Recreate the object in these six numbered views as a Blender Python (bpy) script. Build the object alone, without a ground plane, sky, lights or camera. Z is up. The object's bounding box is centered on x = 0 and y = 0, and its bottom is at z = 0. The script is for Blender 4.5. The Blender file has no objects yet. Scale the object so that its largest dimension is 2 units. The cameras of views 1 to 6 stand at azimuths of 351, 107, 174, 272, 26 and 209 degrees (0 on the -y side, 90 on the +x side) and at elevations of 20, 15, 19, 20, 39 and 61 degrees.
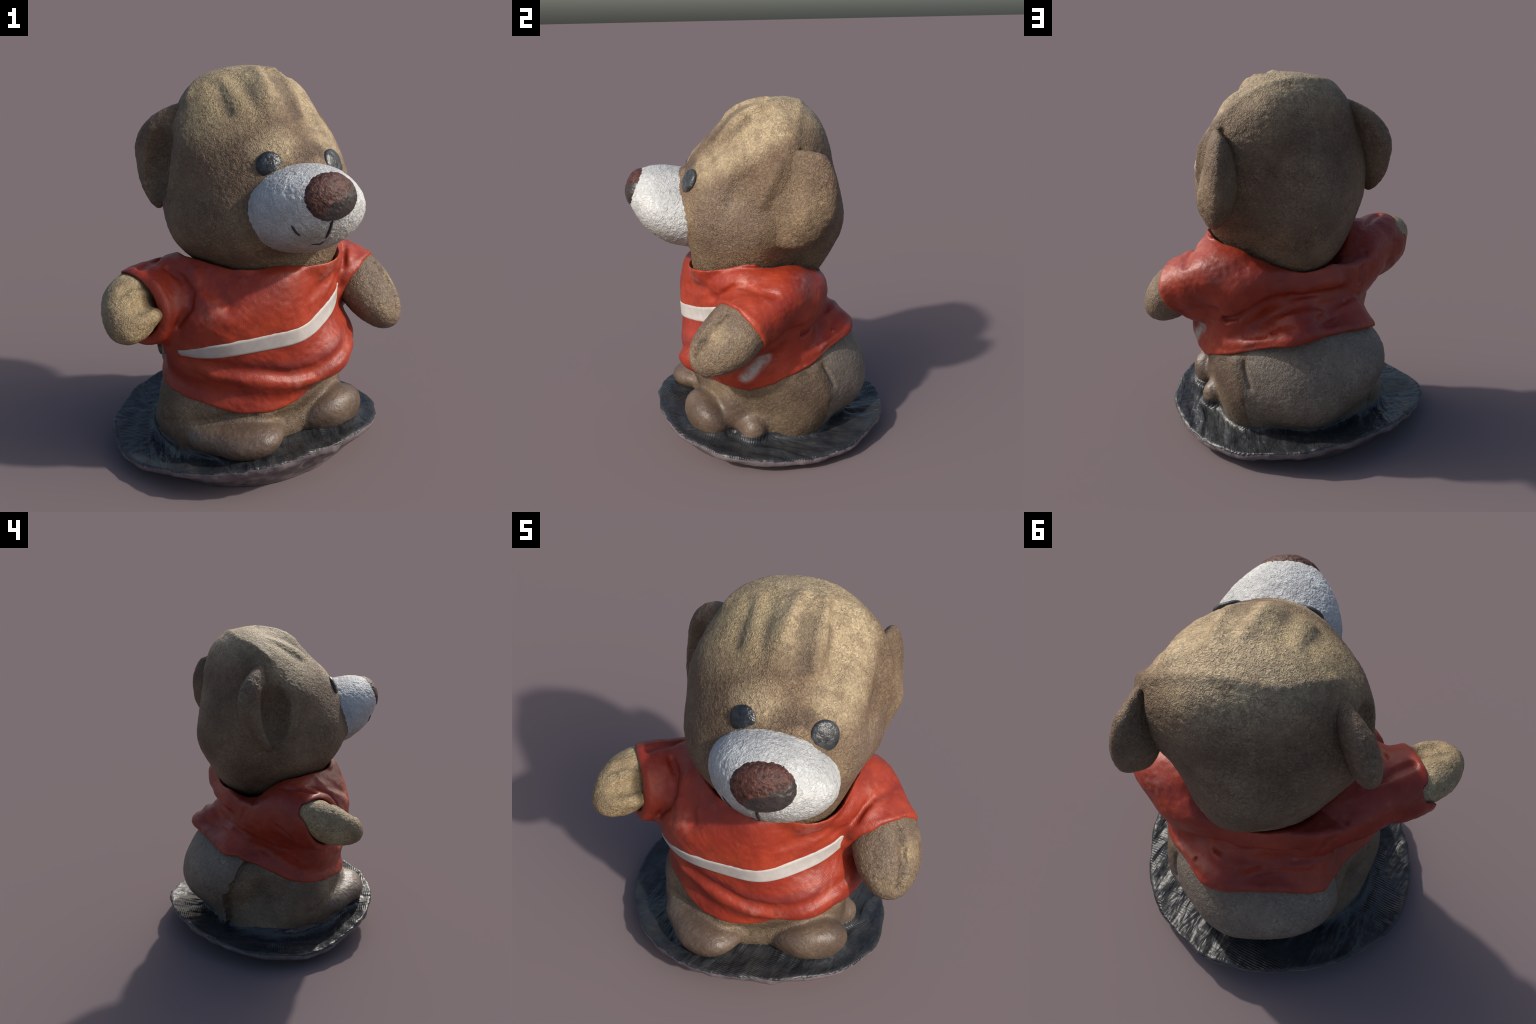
"""A weathered plush bear in an orange-red jersey with one pale stripe, standing on a
dark oval slab.  The soft forms are described as lumps (tilted ellipsoids with
swells and pinches), joined and carved as distance fields, then skinned with a mesh."""
import math
import bpy
import numpy as np

# ------------------------------------------------------------------ field helpers
YAW = math.radians(22)                      # the whole bear is turned a little to its left
LEFT = np.array([math.cos(YAW), math.sin(YAW), 0.0])
BACK = np.array([-math.sin(YAW), math.cos(YAW), 0.0])


def turn(axis_angle):
    v = np.radians(np.array(axis_angle, float))
    t = np.linalg.norm(v)
    if t < 1e-9:
        return np.eye(3)
    k = v / t
    K = np.array([[0, -k[2], k[1]], [k[2], 0, -k[0]], [-k[1], k[0], 0]])
    return np.eye(3) + math.sin(t) * K + (1 - math.cos(t)) * K @ K


class Lump:
    """Ellipsoid (centre, radii, tilt), optionally bent like a dish, with swells and
    pinches given as (azimuth, elevation, percent of the radius)."""

    def __init__(self, centre, radii, tilt=(0, 0, 0), bend=(0, 0), tight=7.0, swells=()):
        self.c, self.r, self.m = np.array(centre), np.array(radii), turn(tilt)
        self.bend, self.tight = bend, tight
        s = np.radians(np.array([w[:2] for w in swells], float).reshape(-1, 2))
        self.dirs = np.stack([np.cos(s[:, 1]) * np.cos(s[:, 0]), np.cos(s[:, 1]) * np.sin(s[:, 0]), np.sin(s[:, 1])], 1)
        self.amount = np.array([w[2] for w in swells], float) / 100

    def __call__(self, P):
        q = (P - self.c) @ self.m
        if self.bend != (0, 0):
            q[:, 1] -= self.bend[0] * q[:, 0] ** 2 + self.bend[1] * q[:, 2] ** 2
        d = np.linalg.norm(q, axis=1) + 1e-9
        u = q / d[:, None]
        R = 1 / np.linalg.norm(u / self.r, axis=1)
        if len(self.amount):
            R = R * (1 + np.exp(self.tight * (u @ self.dirs.T - 1)) @ self.amount)
        return d - R

    def box(self, pad=0.06):
        e = np.sqrt(((self.m * self.r) ** 2).sum(1)) * 1.12 + pad
        if self.bend != (0, 0):
            e = e + 0.12
        return self.c - e, self.c + e


def smooth_min(a, b, k):
    h = np.maximum(k - np.abs(a - b), 0) / k
    return np.minimum(a, b) - h * h * k / 4


def smooth_max(a, b, k):
    return -smooth_min(-a, -b, k)


def noise(P, size, seed=0):
    """Smooth lattice noise in [-1, 1]."""
    p = np.asarray(P) / size + 37.3 * (seed + 1)
    i = np.floor(p).astype(np.int64)
    f = p - i
    f = f * f * f * (f * (f * 6 - 15) + 10)
    out = np.zeros(len(p))
    for dx in (0, 1):
        for dy in (0, 1):
            for dz in (0, 1):
                n = (i[:, 0] + dx) * 374761393 + (i[:, 1] + dy) * 668265263 + (i[:, 2] + dz) * 2147483647 + seed * 974711
                n = (n ^ (n >> 13)) * 1274126177 & 0x7FFFFFFF
                n = (n ^ (n >> 16)) & 0xFFFF
                w = (f[:, 0] if dx else 1 - f[:, 0]) * (f[:, 1] if dy else 1 - f[:, 1]) * (f[:, 2] if dz else 1 - f[:, 2])
                out += w * (n / 32767.5 - 1)
    return out


def to_line(P, line):
    """Distance to a polyline."""
    line = np.array(line, float)
    best = np.full(len(P), 9.0)
    for a, b in zip(line[:-1], line[1:]):
        t = np.clip(((P - a) @ (b - a)) / ((b - a) @ (b - a)), 0, 1)
        best = np.minimum(best, np.linalg.norm(P - a - t[:, None] * (b - a), axis=1))
    return best


def groove(P, line, width, depth):
    """A furrow (or, with a negative depth, a ridge) along a polyline."""
    line = np.array(line, float)
    out = np.zeros(len(P))
    near = ((P > line.min(0) - 2.6 * width) & (P < line.max(0) + 2.6 * width)).all(1)
    if near.any():
        out[near] = depth * np.exp(-((to_line(P[near], line) / width) ** 2))
    return out


def bearing(P):
    """Angle round the bear: 0 in front, positive to its left, and the local coordinates."""
    x, y = P @ LEFT, P @ BACK
    return np.degrees(np.arctan2(x, -y)), x, y


def along(table, az):
    t = np.array(table, float)
    return np.interp(az, t[:, 0], t[:, 1])


def skin(field, box, h):
    """Surface nets over a narrow band of the field, then pulled exactly onto it."""
    lo, hi = np.array(box[0]), np.array(box[1])
    n = np.ceil((hi - lo) / h / 4).astype(int) * 4 + 1
    c = (n - 1) // 4 + 1
    ax = [lo[i] + np.arange(n[i]) * h for i in range(3)]
    cx = [lo[i] + np.arange(c[i]) * 4 * h for i in range(3)]
    G = np.stack(np.meshgrid(*cx, indexing="ij"), -1).reshape(-1, 3)
    coarse = field(G).reshape(c)
    near = np.abs(coarse) < 4 * h * 2.6
    F = np.repeat(np.repeat(np.repeat(coarse, 4, 0), 4, 1), 4, 2)[2:2 + n[0], 2:2 + n[1], 2:2 + n[2]]
    M = np.repeat(np.repeat(np.repeat(near, 4, 0), 4, 1), 4, 2)[2:2 + n[0], 2:2 + n[1], 2:2 + n[2]]
    F = np.ascontiguousarray(np.pad(F, [(0, n[i] - F.shape[i]) for i in range(3)], mode="edge"))
    M = np.pad(M, [(0, n[i] - M.shape[i]) for i in range(3)], mode="edge")
    idx = np.argwhere(M)
    P = np.stack([ax[k][idx[:, k]] for k in range(3)], 1)
    vals = np.concatenate([field(P[i:i + 300000]) for i in range(0, len(P), 300000)])
    F[M] = vals
    S = F < 0
    corners = [(i, j, k) for i in (0, 1) for j in (0, 1) for k in (0, 1)]
    cut = lambda A, o: A[o[0]:n[0] - 1 + o[0], o[1]:n[1] - 1 + o[1], o[2]:n[2] - 1 + o[2]]
    count = sum(cut(S, o).astype(np.int8) for o in corners)
    cells = np.argwhere((count > 0) & (count < 8))
    ident = np.full(n - 1, -1, np.int64)
    ident[tuple(cells.T)] = np.arange(len(cells))
    acc, num = np.zeros((len(cells), 3)), np.zeros(len(cells))
    for a in corners:
        for axis in range(3):
            if a[axis]:
                continue
            b = list(a)
            b[axis] = 1
            fa, fb = F[tuple((cells + a).T)], F[tuple((cells + b).T)]
            hit = (fa < 0) != (fb < 0)
            t = np.where(hit, fa / np.where(hit, fa - fb, 1), 0)
            p = np.array(a, float) + t[:, None] * (np.array(b) - np.array(a))
            acc += p * hit[:, None]
            num += hit
    V = lo + (cells + acc / num[:, None]) * h
    quads = []
    for axis in range(3):
        u, v = (axis + 1) % 3, (axis + 2) % 3
        a = S[tuple(slice(0, n[i] - 1) if i == axis else slice(1, n[i] - 1) for i in range(3))]
        b = S[tuple(slice(1, n[i]) if i == axis else slice(1, n[i] - 1) for i in range(3))]
        e = np.argwhere(a != b)
        inside = a[tuple(e.T)]
        base = e.copy()
        for i in range(3):
            if i != axis:
                base[:, i] += 1
        ring = []
        for du, dv in ((-1, -1), (0, -1), (0, 0), (-1, 0)):
            q = base.copy()
            q[:, u] += du
            q[:, v] += dv
            ring.append(ident[tuple(q.T)])
        ring = np.stack(ring, 1)
        ring[~inside] = ring[~inside][:, ::-1]
        quads.append(ring)
    Q = np.concatenate(quads)
    Q = Q[(Q >= 0).all(1)]
    for _ in range(2):
        f, g = slope(field, V)
        V = V - np.clip(f / np.maximum((g * g).sum(1), 0.2), -h, h)[:, None] * g
    return V, Q


def slope(field, V, e=1e-3):
    g = np.stack([(field(V + d) - field(V - d)) / (2 * e) for d in np.eye(3) * e], 1)
    return field(V), g


def vertex_normals(V, Q):
    n = np.cross(V[Q[:, 2]] - V[Q[:, 0]], V[Q[:, 3]] - V[Q[:, 1]])
    out = np.zeros_like(V)
    for k in range(Q.shape[1]):
        for i in range(3):
            out[:, i] += np.bincount(Q[:, k], n[:, i], len(V))
    return out / (np.linalg.norm(out, axis=1, keepdims=True) + 1e-12)


# ------------------------------------------------------------------ object helpers
def mesh_object(name, V, Q, material, parent, normals=None):
    me = bpy.data.meshes.new(name)
    Q = np.asarray(Q)
    me.vertices.add(len(V))
    me.vertices.foreach_set("co", np.ascontiguousarray(V, dtype=np.float32).ravel())
    me.loops.add(Q.size)
    me.loops.foreach_set("vertex_index", Q.astype(np.int32).ravel())
    me.polygons.add(len(Q))
    me.polygons.foreach_set("loop_start", np.arange(0, Q.size, Q.shape[1], dtype=np.int32))
    me.polygons.foreach_set("use_smooth", np.ones(len(Q), bool))
    me.update(calc_edges=True)
    me.validate()
    if normals is not None and len(normals) == len(me.vertices):
        me.normals_split_custom_set_from_vertices([tuple(v) for v in normals])
    me.materials.append(material)
    ob = bpy.data.objects.new(name, me)
    bpy.context.scene.collection.objects.link(ob)
    ob.parent = parent
    return ob


def by_region(V, Q, label, wanted):
    """The faces of one region, with the whole body's normals."""
    N = vertex_normals(V, Q)
    keep = Q[label == wanted]
    used, inv = np.unique(keep, return_inverse=True)
    return V[used], inv.reshape(keep.shape), N[used]


def displaced(V, Q, amount):
    return V + vertex_normals(V, Q) * amount[:, None]


# ------------------------------------------------------------------ measured lumps
head = Lump((0.025, 0.012, 1.418), (0.472, 0.473, 0.553), (-3.9, 6.8, 36.8), bend=(0.05, -0.10), tight=16, swells=[(-69, 81, 6.0), (154, 75, -3.9), (16, 71, 2.1), (-121, 67, 2.7), (101, 64, 10.9), (-36, 61, -14.8), (-174, 59, -3.8), (49, 56, 12.5), (-89, 54, -11.2), (134, 52, 15.4), (-4, 50, 11.1), (-141, 48, -5.8), (81, 46, -4.8), (-56, 44, -2.7), (166, 43, -1.6), (29, 41, -2.6), (-109, 39, -2.6), (114, 38, -6.1), (-161, 35, -3.3), (61, 33, -2.0), (-76, 31, -4.2), (146, 30, 2.1), (9, 29, 9.9), (-129, 27, 1.0), (94, 26, -4.3), (179, 23, 1.9), (41, 22, -2.3), (-96, 20, 2.1), (126, 19, 1.0), (-11, 17, -3.3), (-149, 16, -2.6), (73, 15, -0.6), (158, 12, 3.7), (21, 11, -10.0), (-117, 10, -0.8), (106, 8, -3.2), (-32, 7, -5.4), (-169, 6, -4.7), (53, 4, -4.5), (-84, 3, 4.8), (1, 1, 4.7), (86, -2, -3.3), (-52, -3, 1.9), (171, -4, -3.9), (33, -6, -3.6), (-104, -7, -3.1), (118, -8, -3.3), (-19, -10, 8.0), (-157, -11, 5.0), (66, -12, 7.5), (-72, -13, 5.1), (151, -15, 1.4), (13, -16, -9.3), (-124, -17, 11.1), (98, -19, -1.8), (-39, -20, -6.7), (-177, -22, 1.6), (-92, -24, -9.6), (131, -26, -3.2), (-7, -27, -5.0), (-144, -29, 3.5), (78, -30, -4.9), (-59, -31, 2.4), (163, -33, 5.6), (26, -35, -8.9), (-112, -36, -11.3), (111, -38, -0.8), (-27, -39, -3.5), (-164, -41, -2.6), (58, -43, 4.4), (-79, -44, 11.2), (143, -46, -1.6), (6, -48, -1.7), (91, -52, 6.5), (-47, -54, 1.7), (176, -56, -6.0), (38, -59, 1.8), (-99, -61, 2.4), (123, -64, -5.5), (71, -75, 1.2)])
muzzle = Lump((0.186, -0.420, 1.400), (0.285, 0.305, 0.205), (-26.4, 2.8, 13.4), tight=7, swells=[(-121, 41, -0.7), (-36, 27, -4.9), (-89, 9, 7.4), (-4, -3, 3.8), (-141, -9, -3.1), (-56, -20, -5.5), (166, -27, 1.7), (29, -33, -1.2), (-24, -58, 0.8), (-161, -72, -1.1)])
earR = Lump((-0.461, 0.087, 1.613), (0.064, 0.114, 0.285), (6.1, 20.8, 48.4), bend=(3.56, -1.49), tight=7, swells=[(-69, 72, -14.4), (154, 58, 15.5), (16, 49, -6.2), (-121, 41, -7.9), (101, 33, 7.3), (-36, 27, -0.9), (-174, 20, 5.0), (134, 3, 5.5), (-4, -3, -4.3), (81, -14, 4.4), (-56, -20, -2.8), (166, -27, -3.0), (29, -33, 2.7), (-109, -41, 1.2), (114, -49, -8.5), (-161, -72, -5.7)])
earL = Lump((0.380, 0.325, 1.504), (0.074, 0.230, 0.300), (-29.0, -3.6, 2.5), bend=(5.41, -0.54), tight=7, swells=[(-69, 72, -15.1), (16, 49, -10.7), (-121, 41, 6.0), (101, 33, -13.0), (-36, 27, -22.0), (-174, 20, 16.7), (-89, 9, -13.6), (134, 3, 15.6), (-4, -3, 4.5), (-141, -9, 1.1), (81, -14, -9.0), (-56, -20, 2.7), (166, -27, 11.6), (29, -33, 24.6), (-109, -41, -0.6), (114, -49, 1.5), (-24, -58, -1.3), (-161, -72, -7.9)])
handR = Lump((-0.652, -0.346, 0.945), (0.143, 0.222, 0.119), (-150.0, 10.9, 53.1), tight=7, swells=[(154, 58, -1.8), (16, 49, 2.3), (-121, 41, -1.4), (-174, 20, 3.1), (49, 14, -2.8), (134, 3, -4.0), (81, -14, 2.2), (166, -27, 2.3), (29, -33, 1.6), (-109, -41, 1.8), (114, -49, -5.8), (-161, -72, -2.8)])
handL = Lump((0.616, 0.013, 0.808), (0.137, 0.186, 0.268), (-32.7, -37.8, -32.0), bend=(-0.03, 0.02), tight=7, swells=[(-36, 27, 3.2), (49, 14, -3.2), (134, 3, 1.5), (-4, -3, 1.8), (81, -14, 2.8), (-56, -20, -3.9), (166, -27, -0.7), (29, -33, -2.8), (-109, -41, -0.7), (114, -49, -2.8), (-24, -58, 2.5)])
sleeveR = Lump((-0.540, -0.241, 0.922), (0.262, 0.208, 0.176), (43.9, 22.7, 40.0))
sleeveL = Lump((0.361, 0.149, 0.895), (0.243, 0.344, 0.227), (27.3, -28.4, 57.5), bend=(-0.04, -0.03), tight=7, swells=[(-69, 72, 0.7), (16, 49, -5.3), (-121, 41, 4.4), (-36, 27, -16.8), (49, 14, 0.6), (-89, 9, -1.6), (-4, -3, 6.5), (81, -14, 2.3), (-56, -20, 6.2), (-109, -41, 6.6), (114, -49, 0.7), (-24, -58, -18.4), (-161, -72, 1.1)])
shirt = Lump((0.025, 0.031, 0.663), (0.581, 0.511, 0.612), (21.0, -6.8, 35.9), bend=(0.34, -0.29), tight=16, swells=[(-69, 81, 2.4), (154, 75, 1.3), (16, 71, -4.3), (-121, 67, 3.0), (-36, 61, -4.9), (-174, 59, -3.9), (49, 56, -2.6), (-89, 54, -10.4), (134, 52, 6.3), (-4, 50, -1.6), (-141, 48, -0.7), (166, 43, 2.9), (29, 41, -17.4), (-109, 39, 2.2), (114, 38, 3.4), (-24, 36, 13.2), (-161, 35, 14.0), (61, 33, -5.6), (-76, 31, -11.0), (146, 30, 23.7), (9, 29, -3.7), (-129, 27, -7.9), (94, 26, 2.2), (-44, 24, -14.0), (179, 23, 0.8), (41, 22, 9.8), (-96, 20, -8.5), (-149, 16, -1.7), (73, 15, -4.5), (-64, 13, -6.1), (158, 12, -7.3), (21, 11, 4.6), (-117, 10, 3.8), (106, 8, -12.4), (-32, 7, -10.8), (-169, 6, 6.3), (53, 4, -24.9), (-84, 3, 19.3), (138, 2, -20.5), (1, 1, -5.4), (-137, -1, 7.3), (86, -2, -22.8), (-52, -3, 11.3), (171, -4, -6.6), (33, -6, -33.0), (118, -8, 2.9), (-19, -10, -8.2), (-157, -11, -2.1), (66, -12, 6.1), (-72, -13, -3.6), (151, -15, -14.2), (13, -16, -14.8), (-124, -17, 2.9), (98, -19, 3.8), (46, -23, 14.0), (-92, -24, -21.9), (131, -26, 14.8), (-7, -27, -7.2), (-144, -29, 10.2), (78, -30, -0.8), (-59, -31, -4.6), (163, -33, -1.5), (26, -35, -5.9), (-112, -36, -1.9), (-27, -39, -4.9), (-164, -41, -1.6), (58, -43, -28.4), (-79, -44, -3.4), (143, -46, 5.6), (6, -48, 3.3), (-132, -50, 0.6), (91, -52, -2.2), (176, -56, -1.7), (38, -59, -4.2), (123, -64, 0.7)])
rump = Lump((-0.075, 0.078, 0.348), (0.542, 0.542, 0.447), (-13.8, -16.1, 174.0), bend=(0.04, -0.01), tight=12, swells=[(16, 66, 0.7), (-36, 55, -0.6), (49, 49, 2.5), (-89, 46, 6.6), (-4, 41, -7.5), (-141, 38, 0.9), (81, 36, 0.7), (-56, 33, -6.8), (166, 31, 1.3), (29, 29, 3.9), (-109, 27, -5.3), (114, 25, 1.5), (-24, 23, 6.3), (-161, 20, 6.7), (-76, 16, -1.8), (146, 14, -1.9), (9, 13, -20.3), (-129, 11, -0.7), (94, 9, 4.6), (-44, 7, 3.6), (179, 5, 2.7), (41, 3, 5.6), (-96, 1, -2.5), (126, -1, -3.4), (-11, -3, -15.5), (-149, -5, 1.1), (73, -7, 1.0), (-64, -9, -3.5), (158, -11, -3.5), (21, -13, 1.7), (-117, -14, -2.4), (-32, -18, -12.3), (-169, -20, -10.4), (53, -23, -1.2), (-84, -25, 6.6), (138, -27, 1.2), (1, -29, 13.5), (-137, -31, 6.0), (-52, -36, -11.0), (171, -38, 5.4), (33, -41, 0.7), (-104, -43, -12.7), (-19, -49, 2.1), (-157, -52, 7.8), (-72, -58, -5.2), (151, -62, 1.8), (13, -66, 0.8)])
footR = Lump((-0.154, -0.442, 0.234), (0.253, 0.170, 0.098), (-2.0, -5.0, -13.2), bend=(0.07, -0.01), tight=7, swells=[(154, 58, -2.9), (16, 49, -3.4), (-121, 41, -0.7), (101, 33, -7.0), (-36, 27, 8.0), (-174, 20, 14.0), (49, 14, 9.9), (-89, 9, 2.8), (134, 3, -5.7), (-4, -3, -14.2), (-141, -9, -15.3), (-56, -20, 5.9), (166, -27, 4.0), (29, -33, -7.4), (-24, -58, 1.9)])
footL = Lump((0.352, -0.233, 0.213), (0.206, 0.151, 0.115), (-44.6, -13.5, 27.8), tight=7, swells=[(154, 58, -3.8), (16, 49, 0.9), (-121, 41, -2.6), (-36, 27, 4.3), (-174, 20, 4.5), (-4, -3, -3.9), (-141, -9, -1.2), (-56, -20, -0.8), (166, -27, -4.8), (-109, -41, 2.7), (-24, -58, 6.3)])
heelL = Lump((0.400, 0.050, 0.175), (0.095, 0.080, 0.085), (0.0, 0.0, 22.0))

# ------------------------------------------------------------------ materials
def material(name, roughness=0.6, specular=0.4):
    m = bpy.data.materials.new(name)
    m.use_nodes = True
    nt = m.node_tree
    b = nt.nodes["Principled BSDF"]
    b.inputs["Roughness"].default_value = roughness
    b.inputs["Specular IOR Level"].default_value = specular
    co = nt.nodes.new("ShaderNodeTexCoord")
    return m, nt, b, co.outputs["Object"]


def tex_noise(nt, vec, scale, detail=4, rough=0.55, distortion=0.0, stretch=None, rotate=None):
    if stretch or rotate:
        mp = nt.nodes.new("ShaderNodeMapping")
        mp.inputs["Scale"].default_value = stretch or (1, 1, 1)
        mp.inputs["Rotation"].default_value = rotate or (0, 0, 0)
        nt.links.new(vec, mp.inputs["Vector"])
        vec = mp.outputs["Vector"]
    n = nt.nodes.new("ShaderNodeTexNoise")
    n.inputs["Scale"].default_value = scale
    n.inputs["Detail"].default_value = detail
    n.inputs["Roughness"].default_value = rough
    n.inputs["Distortion"].default_value = distortion
    nt.links.new(vec, n.inputs["Vector"])
    return n.outputs["Fac"]


def ramp(nt, fac, stops):
    r = nt.nodes.new("ShaderNodeValToRGB")
    e = r.color_ramp.elements
    while len(e) < len(stops):
        e.new(0.5)
    for el, (p, c) in zip(e, stops):
        el.position = p
        el.color = (c, c, c, 1) if isinstance(c, (int, float)) else (*c, 1)
    nt.links.new(fac, r.inputs["Fac"])
    return r.outputs["Color"]


def mix(nt, fac, a, b, blend="MIX"):
    m = nt.nodes.new("ShaderNodeMix")
    m.data_type = "RGBA"
    m.blend_type = blend
    for sock, val in ((m.inputs[0], fac), (m.inputs[6], a), (m.inputs[7], b)):
        if hasattr(val, "is_output"):
            nt.links.new(val, sock)
        elif isinstance(val, (int, float)):
            sock.default_value = val
        else:
            sock.default_value = (*val, 1)
    return m.outputs[2]


def calc(nt, op, a, b=0.0, c=None, clamp=False):
    m = nt.nodes.new("ShaderNodeMath")
    m.operation = op
    m.use_clamp = clamp
    for sock, val in zip(m.inputs, (a, b, c)):
        if val is None:
            continue
        if hasattr(val, "is_output"):
            nt.links.new(val, sock)
        else:
            sock.default_value = val
    return m.outputs[0]


def near_point(nt, vec, point, radius, soft):
    """1 inside a ball round the point, fading to 0 over the soft margin."""
    d = nt.nodes.new("ShaderNodeVectorMath")
    d.operation = "DISTANCE"
    nt.links.new(vec, d.inputs[0])
    d.inputs[1].default_value = point
    return ramp_range(nt, d.outputs["Value"], radius + soft, radius)


def near_segment(nt, vec, a, b, radius, soft):
    a, b = np.array(a, float), np.array(b, float)
    ab = b - a
    s = nt.nodes.new("ShaderNodeVectorMath"); s.operation = "SUBTRACT"
    nt.links.new(vec, s.inputs[0]); s.inputs[1].default_value = a
    dt = nt.nodes.new("ShaderNodeVectorMath"); dt.operation = "DOT_PRODUCT"
    nt.links.new(s.outputs[0], dt.inputs[0]); dt.inputs[1].default_value = ab / (ab @ ab)
    t = calc(nt, "ADD", dt.outputs["Value"], 0.0, clamp=True)
    sc = nt.nodes.new("ShaderNodeVectorMath"); sc.operation = "SCALE"
    sc.inputs[0].default_value = ab; nt.links.new(t, sc.inputs["Scale"])
    d = nt.nodes.new("ShaderNodeVectorMath"); d.operation = "DISTANCE"
    nt.links.new(s.outputs[0], d.inputs[0]); nt.links.new(sc.outputs[0], d.inputs[1])
    return ramp_range(nt, d.outputs["Value"], radius + soft, radius)


def ramp_range(nt, value, start, end):
    m = nt.nodes.new("ShaderNodeMapRange")
    m.interpolation_type = "SMOOTHSTEP"
    nt.links.new(value, m.inputs["Value"])
    lo, hi, out0, out1 = (start, end, 0, 1) if start < end else (end, start, 1, 0)
    for i, v in zip((1, 2, 3, 4), (lo, hi, out0, out1)):
        m.inputs[i].default_value = v
    return m.outputs[0]


def bump(nt, bsdf, height, distance, strength=1.0):
    b = nt.nodes.new("ShaderNodeBump")
    b.inputs["Strength"].default_value = strength
    b.inputs["Distance"].default_value = distance
    nt.links.new(height, b.inputs["Height"])
    old = bsdf.inputs["Normal"]
    if old.is_linked:
        nt.links.new(old.links[0].from_socket, b.inputs["Normal"])
    nt.links.new(b.outputs["Normal"], old)


def plush(name, dark, mid, light, patches=(), pile=0.009, grain=75.0, roughness=0.55, balance=0.5, specular=0.35, fleck=(0.58, 1.0, 1.55)):
    """Matted terry plush: mottled browns, worm-like pile, pale and dark patches."""
    m, nt, b, vec = material(name, roughness, specular)
    broad = tex_noise(nt, vec, 4.5, 5, 0.6)
    col = ramp(nt, broad, [(balance - 0.2, dark), (balance, mid), (balance + 0.2, light)])
    for kind, where, radius, soft, colour, amount in patches:
        mask = near_point(nt, vec, where, radius, soft) if kind == "spot" else near_segment(nt, vec, *where, radius, soft)
        ragged = calc(nt, "MULTIPLY", mask, ramp(nt, tex_noise(nt, vec, 16, 4), [(0.35, 0.5), (0.6, 1.0)]))
        col = mix(nt, calc(nt, "MULTIPLY", ragged, amount), col, colour)
    tufts = tex_noise(nt, vec, grain, 2, 0.5, 1.4)
    speck = ramp(nt, tufts, [(0.30, fleck[0]), (0.5, fleck[1]), (0.72, fleck[2])])
    col = mix(nt, ramp(nt, tex_noise(nt, vec, 7, 3), [(0.35, 0.45), (0.62, 1.0)]), col, speck, "MULTIPLY")
    nt.links.new(col, b.inputs["Base Color"])
    bump(nt, b, tufts, pile)
    bump(nt, b, tex_noise(nt, vec, grain * 3, 2), pile * 0.3)
    return m


BROWN, TAN, CREAM, DARK_BROWN = (0.108, 0.067, 0.040), (0.225, 0.158, 0.093), (0.43, 0.335, 0.205), (0.045, 0.027, 0.022)  # browns lowered to take in some of the scan's baked shading
fur_head = plush("plush_head", BROWN, (0.163, 0.109, 0.066), TAN, patches=[
    ("spot", (0.05, 0.08, 1.98), 0.18, 0.24, CREAM, 0.9),
    ("line", ((0.30, 0.15, 1.86), (0.36, -0.16, 1.67)), 0.05, 0.13, CREAM, 0.85),
    ("spot", (-0.16, -0.12, 1.88), 0.12, 0.20, (0.36, 0.28, 0.155), 0.75),
    ("line", ((-0.022, -0.108, 1.931), (0.003, -0.193, 1.867)), 0.01, 0.03, (0.10, 0.075, 0.055), 0.6),  # fold lines coloured darker than the plush around them
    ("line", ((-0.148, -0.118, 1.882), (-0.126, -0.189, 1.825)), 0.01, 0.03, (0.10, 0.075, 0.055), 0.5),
    ("line", ((0.13, -0.34, 1.66), (-0.03, -0.35, 1.68)), 0.02, 0.06, CREAM, 0.5),
    ("spot", (0.47, -0.05, 1.40), 0.10, 0.18, (0.18, 0.13, 0.10), 0.6),
    ("spot", (0.08, -0.36, 1.70), 0.03, 0.10, CREAM, 0.5),
    ("line", ((0.235, 0.013, 1.904), (0.297, -0.126, 1.773)), 0.012, 0.03, DARK_BROWN, 0.85),
    ("line", ((0.14, -0.05, 1.94), (0.19, -0.19, 1.80)), 0.02, 0.05, DARK_BROWN, 0.6),
    ("line", ((0.19, -0.38, 1.66), (0.28, -0.32, 1.66)), 0.02, 0.05, DARK_BROWN, 0.6),
    ("spot", (-0.20, -0.33, 1.62), 0.06, 0.16, (0.11, 0.068, 0.042), 0.5),
])
fur_ear = plush("plush_ear", BROWN, (0.155, 0.105, 0.066), TAN)
fur_body = plush("plush_body", (0.082, 0.055, 0.037), (0.125, 0.088, 0.058), (0.180, 0.130, 0.080), pile=0.004, roughness=0.48)
fur_arm = plush("plush_arm", (0.095, 0.064, 0.043), (0.150, 0.106, 0.071), (0.215, 0.158, 0.098), pile=0.006, roughness=0.46, patches=[
    ("line", ((0.668, 0.005, 0.950), (0.723, -0.068, 0.867)), 0.008, 0.014, (0.045, 0.031, 0.021), 0.7),
    ("line", ((0.723, -0.068, 0.867), (0.755, -0.155, 0.723)), 0.008, 0.014, (0.045, 0.031, 0.021), 0.7),
    ("spot", (0.76, -0.02, 0.86), 0.02, 0.07, (0.33, 0.25, 0.14), 0.6)])
fur_back = plush("plush_rump", (0.125, 0.098, 0.075), (0.165, 0.133, 0.103), (0.21, 0.17, 0.13), pile=0.005, grain=70)
fur_paw = plush("plush_paw", (0.19, 0.135, 0.078), (0.31, 0.235, 0.132), (0.46, 0.365, 0.21), grain=75, pile=0.008)
fur_foot = plush("plush_foot", (0.065, 0.042, 0.030), (0.098, 0.066, 0.047), (0.145, 0.102, 0.070), pile=0.0015, roughness=0.43, fleck=(0.75, 1.0, 1.3), specular=0.45)
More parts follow.
